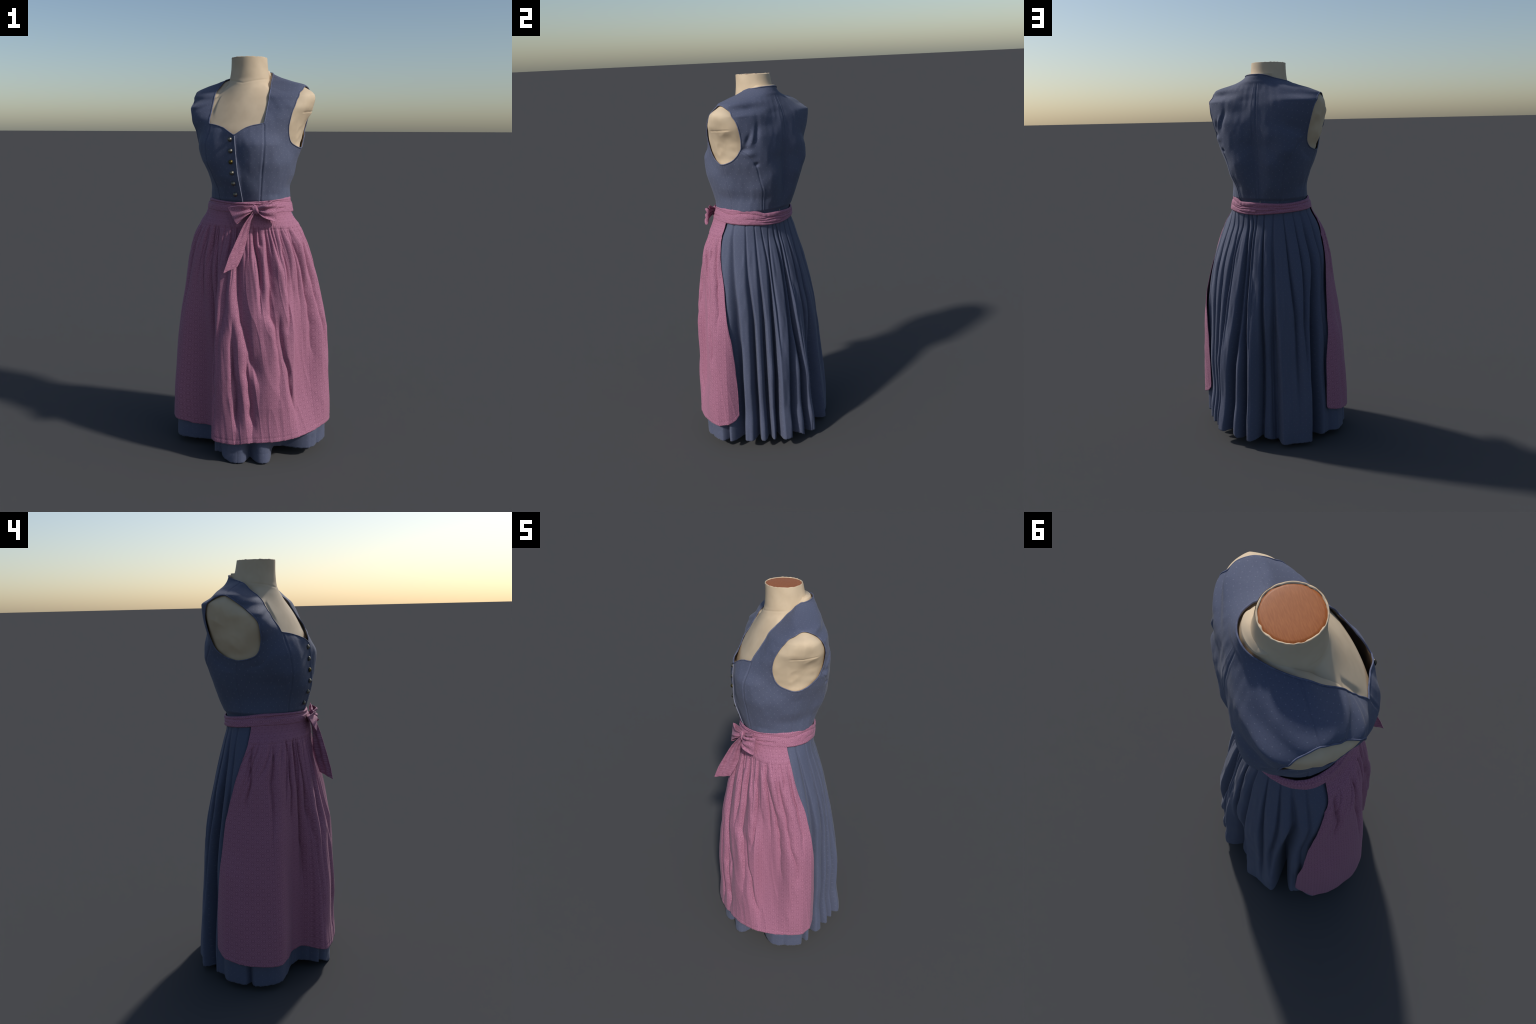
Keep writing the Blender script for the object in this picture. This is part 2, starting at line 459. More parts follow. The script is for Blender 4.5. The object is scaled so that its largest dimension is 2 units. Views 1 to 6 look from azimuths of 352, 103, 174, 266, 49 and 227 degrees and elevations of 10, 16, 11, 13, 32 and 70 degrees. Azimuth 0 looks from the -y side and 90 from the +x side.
# -------------------------------------------------------------------- apron
APRON_FOLDS = [
    Fold([(1.17, -58), (.92, -61), (.7, -62)], [(1.16, .006), (1.0, .012), (.8, .006), (.6, 0)], 1.5, 2),
    Fold([(1.17, -41), (.98, -40.8), (.8, -42)], [(1.16, .006), (1.0, .010), (.75, 0)], 1.5, 1.5),
    Fold([(1.17, -31), (.98, -31), (.8, -27), (.5, -24)], [(1.16, .006), (1.0, .012), (.7, .012), (.4, 0)], 3, 2),
    Fold([(1.17, -24), (.98, -20), (.77, -16.5), (.54, -14), (.1, -12)], [(1.17, .006), (.9, .014), (.5, .010), (.1, .004)], 4, 1.4),
    # front centre: long valleys between standing ridges
    Fold([(1.1, -3), (.8, -6), (.6, -9)], [(1.15, .004), (.9, .012), (.6, .008), (.4, 0)], 5, 3),
    Fold([(1.1, 5), (.83, 8.5), (.65, 15), (.5, 23), (.42, 27)], [(1.15, .006), (.95, .017), (.7, .019), (.52, .016), (.42, .006), (.3, 0)], 3.0, 10),
    Fold([(.6, 4), (.42, 6), (.2, 9)], [(.75, 0), (.5, .015), (.3, .017), (.17, .002)], 2.0, 4),
    Fold([(.6, 17), (.48, 18.7), (.32, 20.5), (.2, 22)], [(.58, 0), (.46, .015), (.3, .015), (.15, .003)], 2, 4),
    Fold([(1.14, 24), (.94, 29.5), (.85, 30)], [(1.16, .008), (1.0, .020), (.85, .010), (.75, 0)], 2.0, 4.0),
    Fold([(1.15, 37), (1.08, 38.5), (.92, 40), (.77, 39), (.69, 43), (.5, 44), (.3, 42)], [(1.16, .008), (1.0, .022), (.8, .022), (.69, .018), (.5, .012), (.3, 0)], 3, 7.5),
    Fold([(1.07, 53), (.87, 56), (.7, 53)], [(1.16, .006), (1.0, .019), (.8, .015), (.66, 0)], 2, 4.5),
    Fold([(.75, 46), (.6, 48), (.42, 54), (.24, 60)], [(.8, 0), (.6, .010), (.4, .012), (.22, 0)], 3, 1.5),
    Fold([(1.13, 62), (.93, 67), (.8, 69)], [(1.16, .006), (1.0, .010), (.8, .003), (.7, 0)], 1.6, 2.2),
    Fold([(1.1, 64), (1.0, 69), (.77, 77.5), (.51, 79)], [(1.16, .005), (.95, .012), (.7, .010), (.45, 0)], 2.5, 2),
    Fold([(1.1, 76), (.84, 84), (.55, 91)], [(1.16, .005), (.9, .009), (.6, .007), (.45, 0)], 2, 2),
    Fold([(1.1, 86), (.99, 90), (.81, 96)], [(1.16, .005), (.95, .010), (.75, .004), (.65, 0)], 1.5, 1.5),
    Fold([(1.1, -79), (1.03, -79), (.93, -82)], [(1.16, .005), (1.0, .010), (.85, 0)], 1.5, 1.5),
    Fold([(.3, -50), (.1, -52)], [(.3, 0), (.1, .006)], 4, 3),
]
for f in APRON_FOLDS:                      # crisp cotton: sharp-bottomed creases
    f.p = 1.2; f.k = .95
APRON_HEM = ([-109, -107, -103, -98, -90, -77, -61, -54, -48, -40, -25, -14, -11, 0, 6, 20, 41, 54, 66, 77, 85, 95, 101, 107, 110],
             [.205, .175, .166, .158, .148, .138, .134, .132, .122, .122, .126, .116, .112, .108, .108, .121, .126, .130, .137, .145, .152, .152, .160, .180, .215])

def build_apron():
    nz, nt = 260, 720
    s = np.linspace(-1, 1, nt)[None, :]
    t = np.linspace(0, 1, nz)[:, None]
    # lay out by height first; edges drift with height, hem curves with angle
    zt = 1.262
    Z0 = zt + (.12 - zt) * t
    TH0 = (apron_left(Z0) + apron_right(Z0)) / 2 + s * (apron_right(Z0) - apron_left(Z0)) / 2
    hem = curve(*APRON_HEM, TH0[-1]) + .0012 * value_noise(TH0[-1] / 1.3, TH0[-1] * 0, 21)
    Z = zt + (hem[None, :] - zt) * t
    TH = TH0 + .25 * value_noise(TH0 * 0 + np.sign(s) * 5 + .5, Z * 22, 22) * step(.96, 1.0, np.abs(s))
    R = bell(TH, Z) - side_hollow(TH, Z) * .95 - front_fold(TH, Z) + .004
    # creases wander: bend the angle a little before drawing them
    W = TH + (1.3 * value_noise(TH / 9 + 2, Z * 8, 35) + .6 * value_noise(TH / 4, Z * 19, 36)) * step(1.17, 1.08, Z)
    for f in APRON_FOLDS:
        R -= 1.8 * f(W, Z) * step(1.185, 1.15, Z)
    # gathers springing from the smocked yoke, dying out downwards
    g = np.random.default_rng(5); th = -84.0
    while th < 88:
        d = g.uniform(.003, .013) * (1.0 if g.uniform() < .7 else .5); w = g.uniform(.6, 1.3); end = g.uniform(.80, 1.10)
        drift = (th - 10) * g.uniform(.10, .22) + g.uniform(-2, 2)
        R -= Fold([(1.18, th), (end, th + drift)], [(1.19, 0), (1.165, d * .7), (1.1, d), (end, 0)], w, w * g.uniform(.8, 2.2), 1.3)(W, Z)
        th += g.uniform(2.4, 5.2)
    # smocking: fine cartridge pleats with a few stitch rows
    smock = step(1.165, 1.185, Z)
    U = TH + .8 * value_noise(TH / 2, Z * 70, 31)
    R += smock * .0008 * np.sin(np.radians(U) * 185) * (.6 + .4 * value_noise(TH / 3, Z * 40, 32))
    R -= smock * .0010 * (np.cos((Z - 1.17) * 2 * math.pi / .0135) > .75)
    R -= .0025 * np.exp(-((Z - 1.172) / .004) ** 2)
    # soft crumple
    R += (.0045 * value_noise(TH / 6 + Z * 2, Z * 3, 33) + .0009 * value_noise(TH / 2.6 + Z * 9, Z * 9, 34)) * step(1.17, 1.0, Z)
    ridge = 1 - np.abs(value_noise(TH / 6 + Z * 3, Z * 5 + TH / 30, 37))
    R += .0022 * (ridge ** 4 - .4) * step(1.15, .95, Z) * step(-10, 10, TH)           # crumple lines
    R -= .0012 * np.exp(-((Z - hem[None, :] - .022) / .0025) ** 2)         # hem stitching
    A = np.radians(TH)
    V = np.stack([R * np.sin(A), -R * np.cos(A), Z], -1).reshape(-1, 3)
    ob = new_object("apron", V, grid_faces(nz, nt, False)[:, ::-1], [ROSE_APRON], root)
    solidify(ob, .0025)
    return ob

# --------------------------------------------------------------------- sash
def build_sash(parent):
    nz, nt = 40, 600
    th = np.linspace(-180, 180, nt, endpoint=False)
    top = curve([-180, -138, -98, -64, -30, 0, 30, 60, 104, 131, 150, 180], [1.289, 1.283, 1.294, 1.307, 1.304, 1.301, 1.306, 1.315, 1.316, 1.311, 1.290, 1.289], th)
    bot = curve([-180, -128, -88, -64, -30, 0, 30, 60, 98, 123, 150, 180], [1.222, 1.234, 1.246, 1.250, 1.248, 1.246, 1.246, 1.246, 1.238, 1.233, 1.225, 1.222], th)
    t = np.linspace(0, 1, nz)[:, None]
    Z = top[None] + (bot - top)[None] * t
    TH = np.broadcast_to(th, Z.shape); T = np.broadcast_to(t, Z.shape)
    R = bell(TH, Z) + .0065
    R += .0025 * np.sin(T * math.pi)                                   # padded
    # lengthwise tucks: soft ridges that wander up and down along the band
    for k, (c, amp, a0, a1) in enumerate([(.30, .0035, -180, 180), (.62, .004, 120, 240), (.45, .004, 140, 225), (.8, .004, 140, 200),
                                          (.28, .006, -75, 35), (.45, .003, 35, 85), (.72, .005, 42, 70), (.18, .004, 20, 70)]):
        wander = c + .07 * value_noise(TH / 23, TH * 0 + k, 40 + k)
        mask = step(a0 - 8, a0 + 8, np.where(TH < a0 - 20, TH + 360, TH)) * step(a1 + 8, a1 - 8, np.where(TH < a0 - 20, TH + 360, TH)) if a1 - a0 < 350 else 1
        R -= mask * amp * 1.3 * np.exp(-(np.abs(T - wander) / .05) ** 1.3)
    R += .0012 * value_noise(TH / 4, T * 6, 55)
    R -= .006 * (np.exp(-(T / .05) ** 2) + np.exp(-((1 - T) / .05) ** 2))
    A = np.radians(TH)
    V = np.stack([R * np.sin(A), -R * np.cos(A), Z], -1).reshape(-1, 3)
    ob = new_object("waist_sash", V, grid_faces(nz, nt, True)[:, ::-1], [ROSE_SASH], parent)
    solidify(ob, .004)
    return ob

# ---------------------------------------------------------------------- bow
def cloth_strip(name, edge_a, edge_b, pleat, pleats, parent, seed=1, nu=90, nv=48, thickness=.002, phase=0.0):
    """Strip of cloth between two edge curves, with lengthwise pleats of given height along it."""
    A = np.asarray(edge_a, float); Bp = np.asarray(edge_b, float)
    u = np.linspace(0, 1, nu); k = np.linspace(0, 1, len(A)); kb = np.linspace(0, 1, len(Bp))
    A = np.stack([curve(k, A[:, i], u) for i in range(3)], 1); Bp = np.stack([curve(kb, Bp[:, i], u) for i in range(3)], 1)
    v = np.linspace(0, 1, nv)
    P = A[:, None] * (1 - v)[None, :, None] + Bp[:, None] * v[None, :, None]
    N = np.cross(np.gradient(P, axis=0), np.gradient(P, axis=1)); N /= np.linalg.norm(N, axis=2)[..., None] + 1e-9
    amp = curve(np.linspace(0, 1, len(pleat)), pleat, u)[:, None]
    bend = .5 * value_noise(v[None] * 2.3 + 3 + 0 * u[:, None], u[:, None] * 2.5 + 0 * v[None], seed)
    w = np.sin((v[None] + .25 * bend) * 2 * math.pi * pleats + phase)
    w = np.sign(w) * np.abs(w) ** .8 + .5 * value_noise(v[None] * 5 + 0 * u[:, None], u[:, None] * 6 + 0 * v[None], seed + 1)
    P = P + N * (amp * w)[..., None]
    ob = new_object(name, P.reshape(-1, 3), grid_faces(nu, nv, False), [ROSE_BOW], parent)
    solidify(ob, thickness, 0.0)
    return ob

def build_bow(parent):
    F = lambda x, f, z: (x, -f, z)                       # forward distance instead of y
    k = np.array(F(.104, .214, 1.269))
    # knot: a short band of cloth wrapped aslant round the gathered middle
    nu, nv = 44, 56
    a = np.linspace(0, math.pi, nu)[:, None]; b = np.linspace(0, 2 * math.pi, nv, endpoint=False)[None]
    r = 1 + .12 * np.sin(3 * b + 2 * a) + .10 * value_noise(b * 2 + 0 * a, a * 3 + 0 * b, 61)
    sq = lambda t: np.sign(t) * np.abs(t) ** .75
    X = .0135 * r * np.sin(a) * np.cos(b); Y = .015 * r * np.sin(a) * np.sin(b); Zk = .024 * r * sq(np.cos(a)) + 0 * b
    t = math.radians(-38)
    V = np.stack([k[0] + X * math.cos(t) + Zk * math.sin(t), k[1] + Y, k[2] - X * math.sin(t) + Zk * math.cos(t)], -1)
    knot = new_object("bow_knot", V.reshape(-1, 3), grid_faces(nu, nv, True), [ROSE_BOW], parent)
    # each loop runs out from the knot, folds over along its outer edge and comes back behind
    cloth_strip("bow_loop",
                [F(.096, .216, 1.280), F(.050, .240, 1.288), F(-.030, .240, 1.277), F(-.022, .232, 1.276), F(.040, .216, 1.282), F(.096, .206, 1.276)],
                [F(.096, .220, 1.260), F(.062, .254, 1.236), F(.024, .262, 1.200), F(.028, .252, 1.202), F(.060, .226, 1.238), F(.096, .206, 1.262)],
                [.003, .007, .0005, .001, .003, .002], 2.0, parent, 3, phase=.6)
    cloth_strip("bow_loop",
                [F(.112, .212, 1.280), F(.155, .212, 1.292), F(.197, .172, 1.302), F(.190, .166, 1.298), F(.150, .196, 1.286), F(.112, .200, 1.276)],
                [F(.114, .214, 1.258), F(.152, .222, 1.232), F(.200, .184, 1.210), F(.195, .176, 1.214), F(.150, .206, 1.238), F(.112, .202, 1.262)],
                [.003, .008, .0012, .001, .003, .002], 2.4, parent, 8, phase=2.0)
    # long tail hanging to the left, standing off the apron, cut on the slant
    cloth_strip("bow_tail",
                [F(.095, .222, 1.262), F(.058, .260, 1.201), F(.029, .307, 1.106), F(.012, .336, 1.040), F(-.006, .355, .975)],
                [F(.102, .216, 1.254), F(.085, .222, 1.205), F(.066, .232, 1.110), F(.050, .254, 1.042), F(.036, .276, .996)],
                [.002, .005, .004, .002, .0012], 1.8, parent, 12, phase=.3)
    # short end poking up to the right behind the loop
    cloth_strip("bow_tail",
                [F(.104, .208, 1.284), F(.135, .200, 1.300), F(.160, .186, 1.311), F(.174, .178, 1.314)],
                [F(.112, .206, 1.272), F(.145, .196, 1.280), F(.168, .184, 1.294), F(.176, .176, 1.302)],
                [.002, .004, .003, .001], 1.2, parent, 15)
    return knot

# ------------------------------------------------------------------- bodice
# Cross-sections of the dressed torso: at each height, distance from the body axis in
# sixteen directions, from the back round the left side, front (9th value) and right side.
BODY_AXIS = (-.015, -.020)                    # x, forward
BODY = np.array([(1.225, 0.152, 0.150, 0.157, 0.171, 0.187, 0.202, 0.209, 0.213, 0.218, 0.224, 0.227, 0.224, 0.212, 0.195, 0.175, 0.159),
        (1.300, 0.156, 0.165, 0.177, 0.187, 0.194, 0.198, 0.202, 0.208, 0.215, 0.229, 0.235, 0.225, 0.212, 0.203, 0.181, 0.164),
        (1.360, 0.165, 0.190, 0.199, 0.200, 0.197, 0.195, 0.203, 0.219, 0.230, 0.245, 0.242, 0.228, 0.213, 0.199, 0.193, 0.186),
        (1.430, 0.171, 0.204, 0.223, 0.225, 0.215, 0.210, 0.223, 0.249, 0.254, 0.260, 0.259, 0.246, 0.236, 0.216, 0.225, 0.209),
        (1.500, 0.177, 0.221, 0.246, 0.246, 0.238, 0.238, 0.257, 0.267, 0.255, 0.273, 0.276, 0.258, 0.249, 0.238, 0.239, 0.222),
        (1.570, 0.182, 0.219, 0.265, 0.257, 0.259, 0.266, 0.266, 0.260, 0.253, 0.276, 0.279, 0.255, 0.268, 0.264, 0.255, 0.216),
        (1.630, 0.191, 0.223, 0.263, 0.276, 0.288, 0.274, 0.253, 0.240, 0.248, 0.253, 0.259, 0.264, 0.270, 0.279, 0.260, 0.220),
        (1.690, 0.196, 0.216, 0.252, 0.297, 0.298, 0.296, 0.238, 0.203, 0.201, 0.220, 0.243, 0.278, 0.291, 0.291, 0.261, 0.215),
        (1.750, 0.193, 0.211, 0.254, 0.317, 0.316, 0.303, 0.185, 0.147, 0.143, 0.166, 0.200, 0.274, 0.312, 0.308, 0.246, 0.201),
        (1.800, 0.184, 0.202, 0.250, 0.328, 0.300, 0.236, 0.132, 0.099, 0.094, 0.114, 0.155, 0.240, 0.306, 0.311, 0.240, 0.192)])
# Shoulders: slices through the ridge are long ovals; the tips lie further forward than the middle.
#           z      x-mid  half-x  f-mid  half-f  tip
SHOULDER = [(1.835, -.0195, .2945, -.064, .131, .026),
            (1.862, .003, .262, -.078, .105, .038),
            (1.885, .004, .189, -.086, .087, .045),
            (1.905, .001, .131, -.100, .067, .050),
            (1.925, -.005, .092, -.102, .058, .026),
            (1.945, -.010, .076, -.106, .046, .0)]
AXIS_SHIFT = ([1.2, 1.75, 1.80, 1.835, 1.862, 1.885, 1.905, 1.96], [-.02, -.02, -.02, -.040, -.062, -.08, -.098, -.105])

def periodic(values, theta):
    """Smooth closed (Catmull-Rom) interpolation of evenly spaced directional radii."""
    n = values.shape[1]; u = (theta + math.pi) / (2 * math.pi) * n
    i = np.floor(u).astype(int); t = (u - i)[None]
    g = lambda k: values[:, (i + k) % n]
    return .5 * (2 * g(0) + (g(1) - g(-1)) * t + (2 * g(-1) - 5 * g(0) + 4 * g(1) - g(2)) * t ** 2 + (3 * g(0) - g(-1) - 3 * g(1) + g(2)) * t ** 3)

# armhole edges: x, forward, z
ARMHOLE_EDGE_R = [(.267, -.042, 1.859), (.272, -.091, 1.843), (.271, -.132, 1.804), (.263, -.152, 1.755), (.249, -.153, 1.700), (.240, -.145, 1.654), (.241, -.124, 1.614), (.246, -.081, 1.578),
                  (.253, -.023, 1.559), (.242, .022, 1.568), (.228, .063, 1.590), (.227, .086, 1.631), (.234, .094, 1.685), (.246, .078, 1.751), (.259, .036, 1.813), (.264, -.003, 1.840)]
ARMHOLE_EDGE_L = [(-.312, -.044, 1.840), (-.308, .000, 1.818), (-.297, .053, 1.776), (-.287, .094, 1.737), (-.273, .108, 1.695), (-.255, .104, 1.642), (-.252, .090, 1.592), (-.258, .060, 1.566),
                  (-.268, -.003, 1.553), (-.265, -.042, 1.560), (-.262, -.077, 1.572), (-.263, -.115, 1.600), (-.269, -.133, 1.636), (-.285, -.144, 1.689), (-.305, -.146, 1.747), (-.319, -.128, 1.800), (-.318, -.090, 1.828)]
ARMHOLE_R = [p[1:] for p in ARMHOLE_EDGE_R]
ARMHOLE_L = [p[1:] for p in ARMHOLE_EDGE_L]

def smooth_closed(P, n=200):
    P = np.array(P, float); m = len(P); t = np.linspace(0, m, n, endpoint=False); i = t.astype(int); f = (t - i)[:, None]
    g = lambda k: P[(i + k) % m]
    return .5 * (2 * g(0) + (g(1) - g(-1)) * f + (2 * g(-1) - 5 * g(0) + 4 * g(1) - g(2)) * f ** 2 + (3 * g(0) - g(-1) - 3 * g(1) + g(2)) * f ** 3)

def torso_grid(rows, cols):
    """Loft of the clothed torso: X, forward, Z grids; rows crowd together on the shoulders."""
    th = np.linspace(-math.pi, math.pi, cols, endpoint=False)
    zk = [b[0] for b in BODY]; radii = list(periodic(BODY[:, 1:], th)); half = list(BODY[:, 5])
    t = np.linspace(-math.pi, math.pi, 4001)
    for z, xm, hx, fm, hf, tip in SHOULDER:
        ax = curve(*AXIS_SHIFT, z)
        x = xm + hx * np.sin(t) * np.abs(np.sin(t)) ** (.0 if z < 1.85 else .08) - BODY_AXIS[0]; f = fm + hf * np.cos(t) + tip * np.abs(np.sin(t)) ** 3 - ax
        a = np.arctan2(x, f); o = np.argsort(a)
        radii.append(np.interp(th, a[o], np.hypot(x, f)[o], period=2 * math.pi)); zk.append(z); half.append(hx)
    zk = np.array(zk); radii = np.array(radii)
    s = np.concatenate([[0], np.cumsum(np.hypot(np.diff(zk), np.diff(half) * .7))])
    z = np.interp(np.linspace(0, s[-1], rows), s, zk)
    rad = np.stack([curve(zk, radii[:, j], z) for j in range(cols)], 1)
    ax = curve(*AXIS_SHIFT, z)
    X, Fw, Z = BODY_AXIS[0] + rad * np.sin(th)[None], ax[:, None] + rad * np.cos(th)[None], np.repeat(z[:, None], cols, 1)
    # let the side surfaces pass smoothly through the armhole edges
    for edge in (ARMHOLE_EDGE_R, ARMHOLE_EDGE_L):
        E = smooth_closed(edge, 72); sg = np.sign(E[0, 0])
        for _ in range(3):
            side = (X * sg > .13) & (Z > 1.5)
            xs, fs, zs = X[side], Fw[side], Z[side]
            num = np.zeros_like(xs); den = np.zeros_like(xs)
            for ex, ef, ez in E:
                d2 = (fs - ef) ** 2 + (zs - ez) ** 2
                k = np.argsort(d2)[:3]
                w = np.exp(-d2 / (2 * .024 ** 2)); num += w * (ex - xs[k].mean()); den += w
            X[side] = xs + num / np.maximum(den, 1.0) * step(.13, .20, xs * sg)
    return X, Fw, Z

def seam(path, TH, Z, width=1.1, lo=None, hi=None):
    zs = [p[0] for p in path]; c = curve(zs, [p[1] for p in path], Z)
    m = step(min(zs) - .004, min(zs) + .004, Z) * step(max(zs) + .004, max(zs) - .004, Z)
    return m * np.exp(-(wrap(TH - c) / width) ** 2), wrap(TH - c), m

NECKLINE = [(-.140, 1.99), (-.140, 1.906), (-.147, 1.897), (-.157, 1.876), (-.165, 1.849), (-.1675, 1.818), (-.1675, 1.775), (-.165, 1.727), (-.161, 1.674), (-.130, 1.670), (-.10, 1.664), (-.065, 1.654), (-.035, 1.640), (0.0, 1.620),
            (.018, 1.632), (.035, 1.645), (.055, 1.657), (.080, 1.666), (.105, 1.671), (.131, 1.677), (.131, 1.709), (.128, 1.745), (.126, 1.788), (.120, 1.832), (.107, 1.873), (.097, 1.912), (.097, 1.99)]

# the same opening seen from above: straps, shoulder points and back collar (x, forward)
NECK_PLAN = [(.131, .30), (.131, .20), (.131, .150), (.129, .123), (.126, .092), (.120, .057), (.108, .010), (.098, -.041), (.082, -.078), (.055, -.112), (.015, -.143), (-.025, -.154),
             (-.060, -.140), (-.092, -.112), (-.128, -.066), (-.146, -.035), (-.157, -.005), (-.1645, .025), (-.1675, .057), (-.1675, .089), (-.165, .122), (-.161, .161), (-.161, .20), (-.161, .30)]

def smooth_open(P, n=6):
    P = np.array(P, float); Q = np.vstack([2 * P[0] - P[1], P, 2 * P[-1] - P[-2]]); out = []
    for i in range(1, len(Q) - 2):
        t = np.linspace(0, 1, n, endpoint=False)[:, None]; p0, p1, p2, p3 = Q[i - 1:i + 3]
        out.append(.5 * (2 * p1 + (p2 - p0) * t + (2 * p0 - 5 * p1 + 4 * p2 - p3) * t ** 2 + (3 * p1 - p0 - 3 * p2 + p3) * t ** 3))
    return np.vstack(out + [P[-1:]])

def polygon_distance(P, x, y):
    """Signed distance, positive inside the polygon."""
    x = np.ravel(x); y = np.ravel(y); d = np.full(x.shape, 1e9); ins = np.zeros(x.shape, bool)
    for (ax, ay), (bx, by) in zip(P, np.roll(P, -1, 0)):
        ex, ey = bx - ax, by - ay
        t = np.clip(((x - ax) * ex + (y - ay) * ey) / (ex * ex + ey * ey + 1e-12), 0, 1)
        d = np.minimum(d, np.hypot(x - ax - t * ex, y - ay - t * ey))
        ins ^= ((ay > y) != (by > y)) & (x < (bx - ax) * (y - ay) / (by - ay + 1e-12) + ax)
    return np.where(ins, d, -d)

def build_bodice():
    rows, cols = 250, 600
    X, Fw, Z = torso_grid(rows, cols)
    TH = np.degrees(np.arctan2(X, Fw))
    # outward direction in plan
    nx = np.roll(Fw, -1, 1) - np.roll(Fw, 1, 1); ny = -(np.roll(X, -1, 1) - np.roll(X, 1, 1))
    ln = np.hypot(nx, ny) + 1e-9; nx, nf = -nx / ln, -ny / ln
    flip = np.sign(nx * (X + .02) + nf * (Fw + .03)); nx *= flip; nf *= flip
    d = np.zeros_like(X)
    # bust
    for bx in (-.105, .085):
        d += .004 * np.exp(-((X - bx) / .06) ** 2 - ((Z - 1.565) / .07) ** 2) * (Fw > 0)
    # seams: shallow grooves with a raised lip
    seams = [([(1.672, 37), (1.548, 34), (1.43, 33), (1.27, 33)], .0030, 1.0), ([(1.664, -42), (1.535, -37), (1.42, -33), (1.27, -30)], .0030, 1.0),
             ([(1.56, 95.5), (1.45, 95.6), (1.27, 95.3)], .0018, .8), ([(1.55, -92), (1.424, -97), (1.27, -98)], .0018, .8),
             ([(1.628, 121), (1.606, 128), (1.551, 136.6), (1.472, 141), (1.399, 145), (1.27, 145)], .0026, .9),
             ([(1.618, -121), (1.543, -132), (1.454, -139.5), (1.36, -140), (1.27, -141.5)], .0022, .9),
             ([(1.94, -175), (1.80, -173), (1.69, -173), (1.53, -172), (1.27, -175)], .0016, .9)]
    for path, amp, w in seams:
        g, dt, m = seam(path, TH, Z, w)
        d -= amp * g
        d += amp * .25 * m * np.exp(-((np.abs(dt) - 2.2 * w) / (1.4 * w)) ** 2)
    # front closing: the buttoned side overlaps the other by a few millimetres
    c = curve([1.27, 1.31, 1.45, 1.62], [9.5, 8.6, 4.5, .6], Z)
    lap = step(.5, -.5, wrap(TH - c)) * step(-22, -6, wrap(TH - c)) * (np.abs(TH) < 60)
    d += .0035 * lap
    d += .003 * np.exp(-(wrap(TH - c) / 2.0) ** 2) * (np.abs(TH) < 60)
    # puckers below the back of the right armhole, milder on the left
    def pucker(t0, z0, dt, dz, amp, shear=0.0):
        t = wrap(TH - t0) - shear * (Z - z0)
        return amp * np.exp(-(t / dt) ** 2 - ((Z - z0) / dz) ** 2)
    d -= pucker(139, 1.715, 3.0, .045, .010, 30) + pucker(129, 1.685, 3.0, .030, .010, 90) - pucker(133.5, 1.70, 2.5, .04, .006, 60)
    d -= pucker(125, 1.64, 5, .014, .008) + pucker(137, 1.560, 2.6, .010, .010) - pucker(130, 1.615, 6, .016, .006)
    d -= pucker(152, 1.40, 7, .09, .004)
    d -= pucker(-131, 1.66, 8, .03, .008) - pucker(-124, 1.62, 5, .015, .003)
    d -= pucker(-62, 1.755, 5, .02, .005, 200) + pucker(-50, 1.76, 4, .03, .003, 150)
    d += .0022 * value_noise(TH / 14 + 3, Z * 9, 71) + .0010 * value_noise(TH / 5, Z * 24, 72)
    d -= .004 * np.exp(-((Z - 1.335) / .02) ** 2) * np.exp(-((np.abs(wrap(TH - 55)) - 0) / 16) ** 2)
    live = step(1.90, 1.86, Z)
    d -= .008 * step(1.312, 1.292, Z)                                 # tucked under the sash
    X = X + nx * d * live; Fw = Fw + nf * d * live
    # shoulder seams along the ridge
    Z = Z - .0022 * np.exp(-((Fw + .040) / .0028) ** 2) * step(1.832, 1.842, Z) * (np.abs(X + .02) > .08)
    V = np.stack([X, -Fw, Z], -1).reshape(-1, 3)
    x, f, z = X.ravel(), Fw.ravel(), Z.ravel()
    aR = polygon_distance(smooth_closed(ARMHOLE_R), f, z); aR[x < .12] = -1
    aL = polygon_distance(smooth_closed(ARMHOLE_L), f, z); aL[x > -.15] = -1
    front = np.where(f > 0, polygon_distance(np.array(NECKLINE), x, z), -.05)
    w = step(1.735, 1.765, z)
    plan = polygon_distance(smooth_open(NECK_PLAN), x, f)
    collar = curve([-.15, -.139, -.128, -.111, -.088, -.058, -.02, .02, .055, .070, .082, .091, .098, .105, .13], [1.896, 1.901, 1.905, 1.910, 1.917, 1.929, 1.935, 1.935, 1.933, 1.930, 1.927, 1.922, 1.916, 1.911, 1.900], x)
    nape = np.minimum(z - collar, plan + .022)
    v = step(-.064, -.092, f)
    neck = (1 - w) * front + w * ((1 - v) * plan + v * nape)
    cutting = np.maximum(np.maximum(aR, aL), neck)
    cutting = np.where(z > 1.9445, .01, cutting)
    V2, F2 = clip_mesh(V, grid_faces(rows, cols, True), cutting)
    ob = new_object("bodice", V2, F2, [NAVY_BODICE, LINING], root)
    loops = border_loops(V2, F2)
    solidify(ob, .003, -1.0, 1)
    for lp in loops:
        c = lp.mean(0)
        if c[2] < 1.35: continue
        P = resample(lp, .006, True, 6)
        tube("armhole_piping" if abs(c[0]) > .18 else "neckline_piping", P, .0028, NAVY_CORD, ob, True)
    # pale edge of the front closing
    zz = np.linspace(1.616, 1.285, 60)
    pts = [surface_point(V2, np.interp(z, [1.27, 1.31, 1.45, 1.62], [9.5, 8.6, 4.5, .6]) + .3, z, .0022) for z in zz]
    tube("front_edge", resample(np.array(pts), .006, False, 4), .0024, PALE_EDGE, ob)
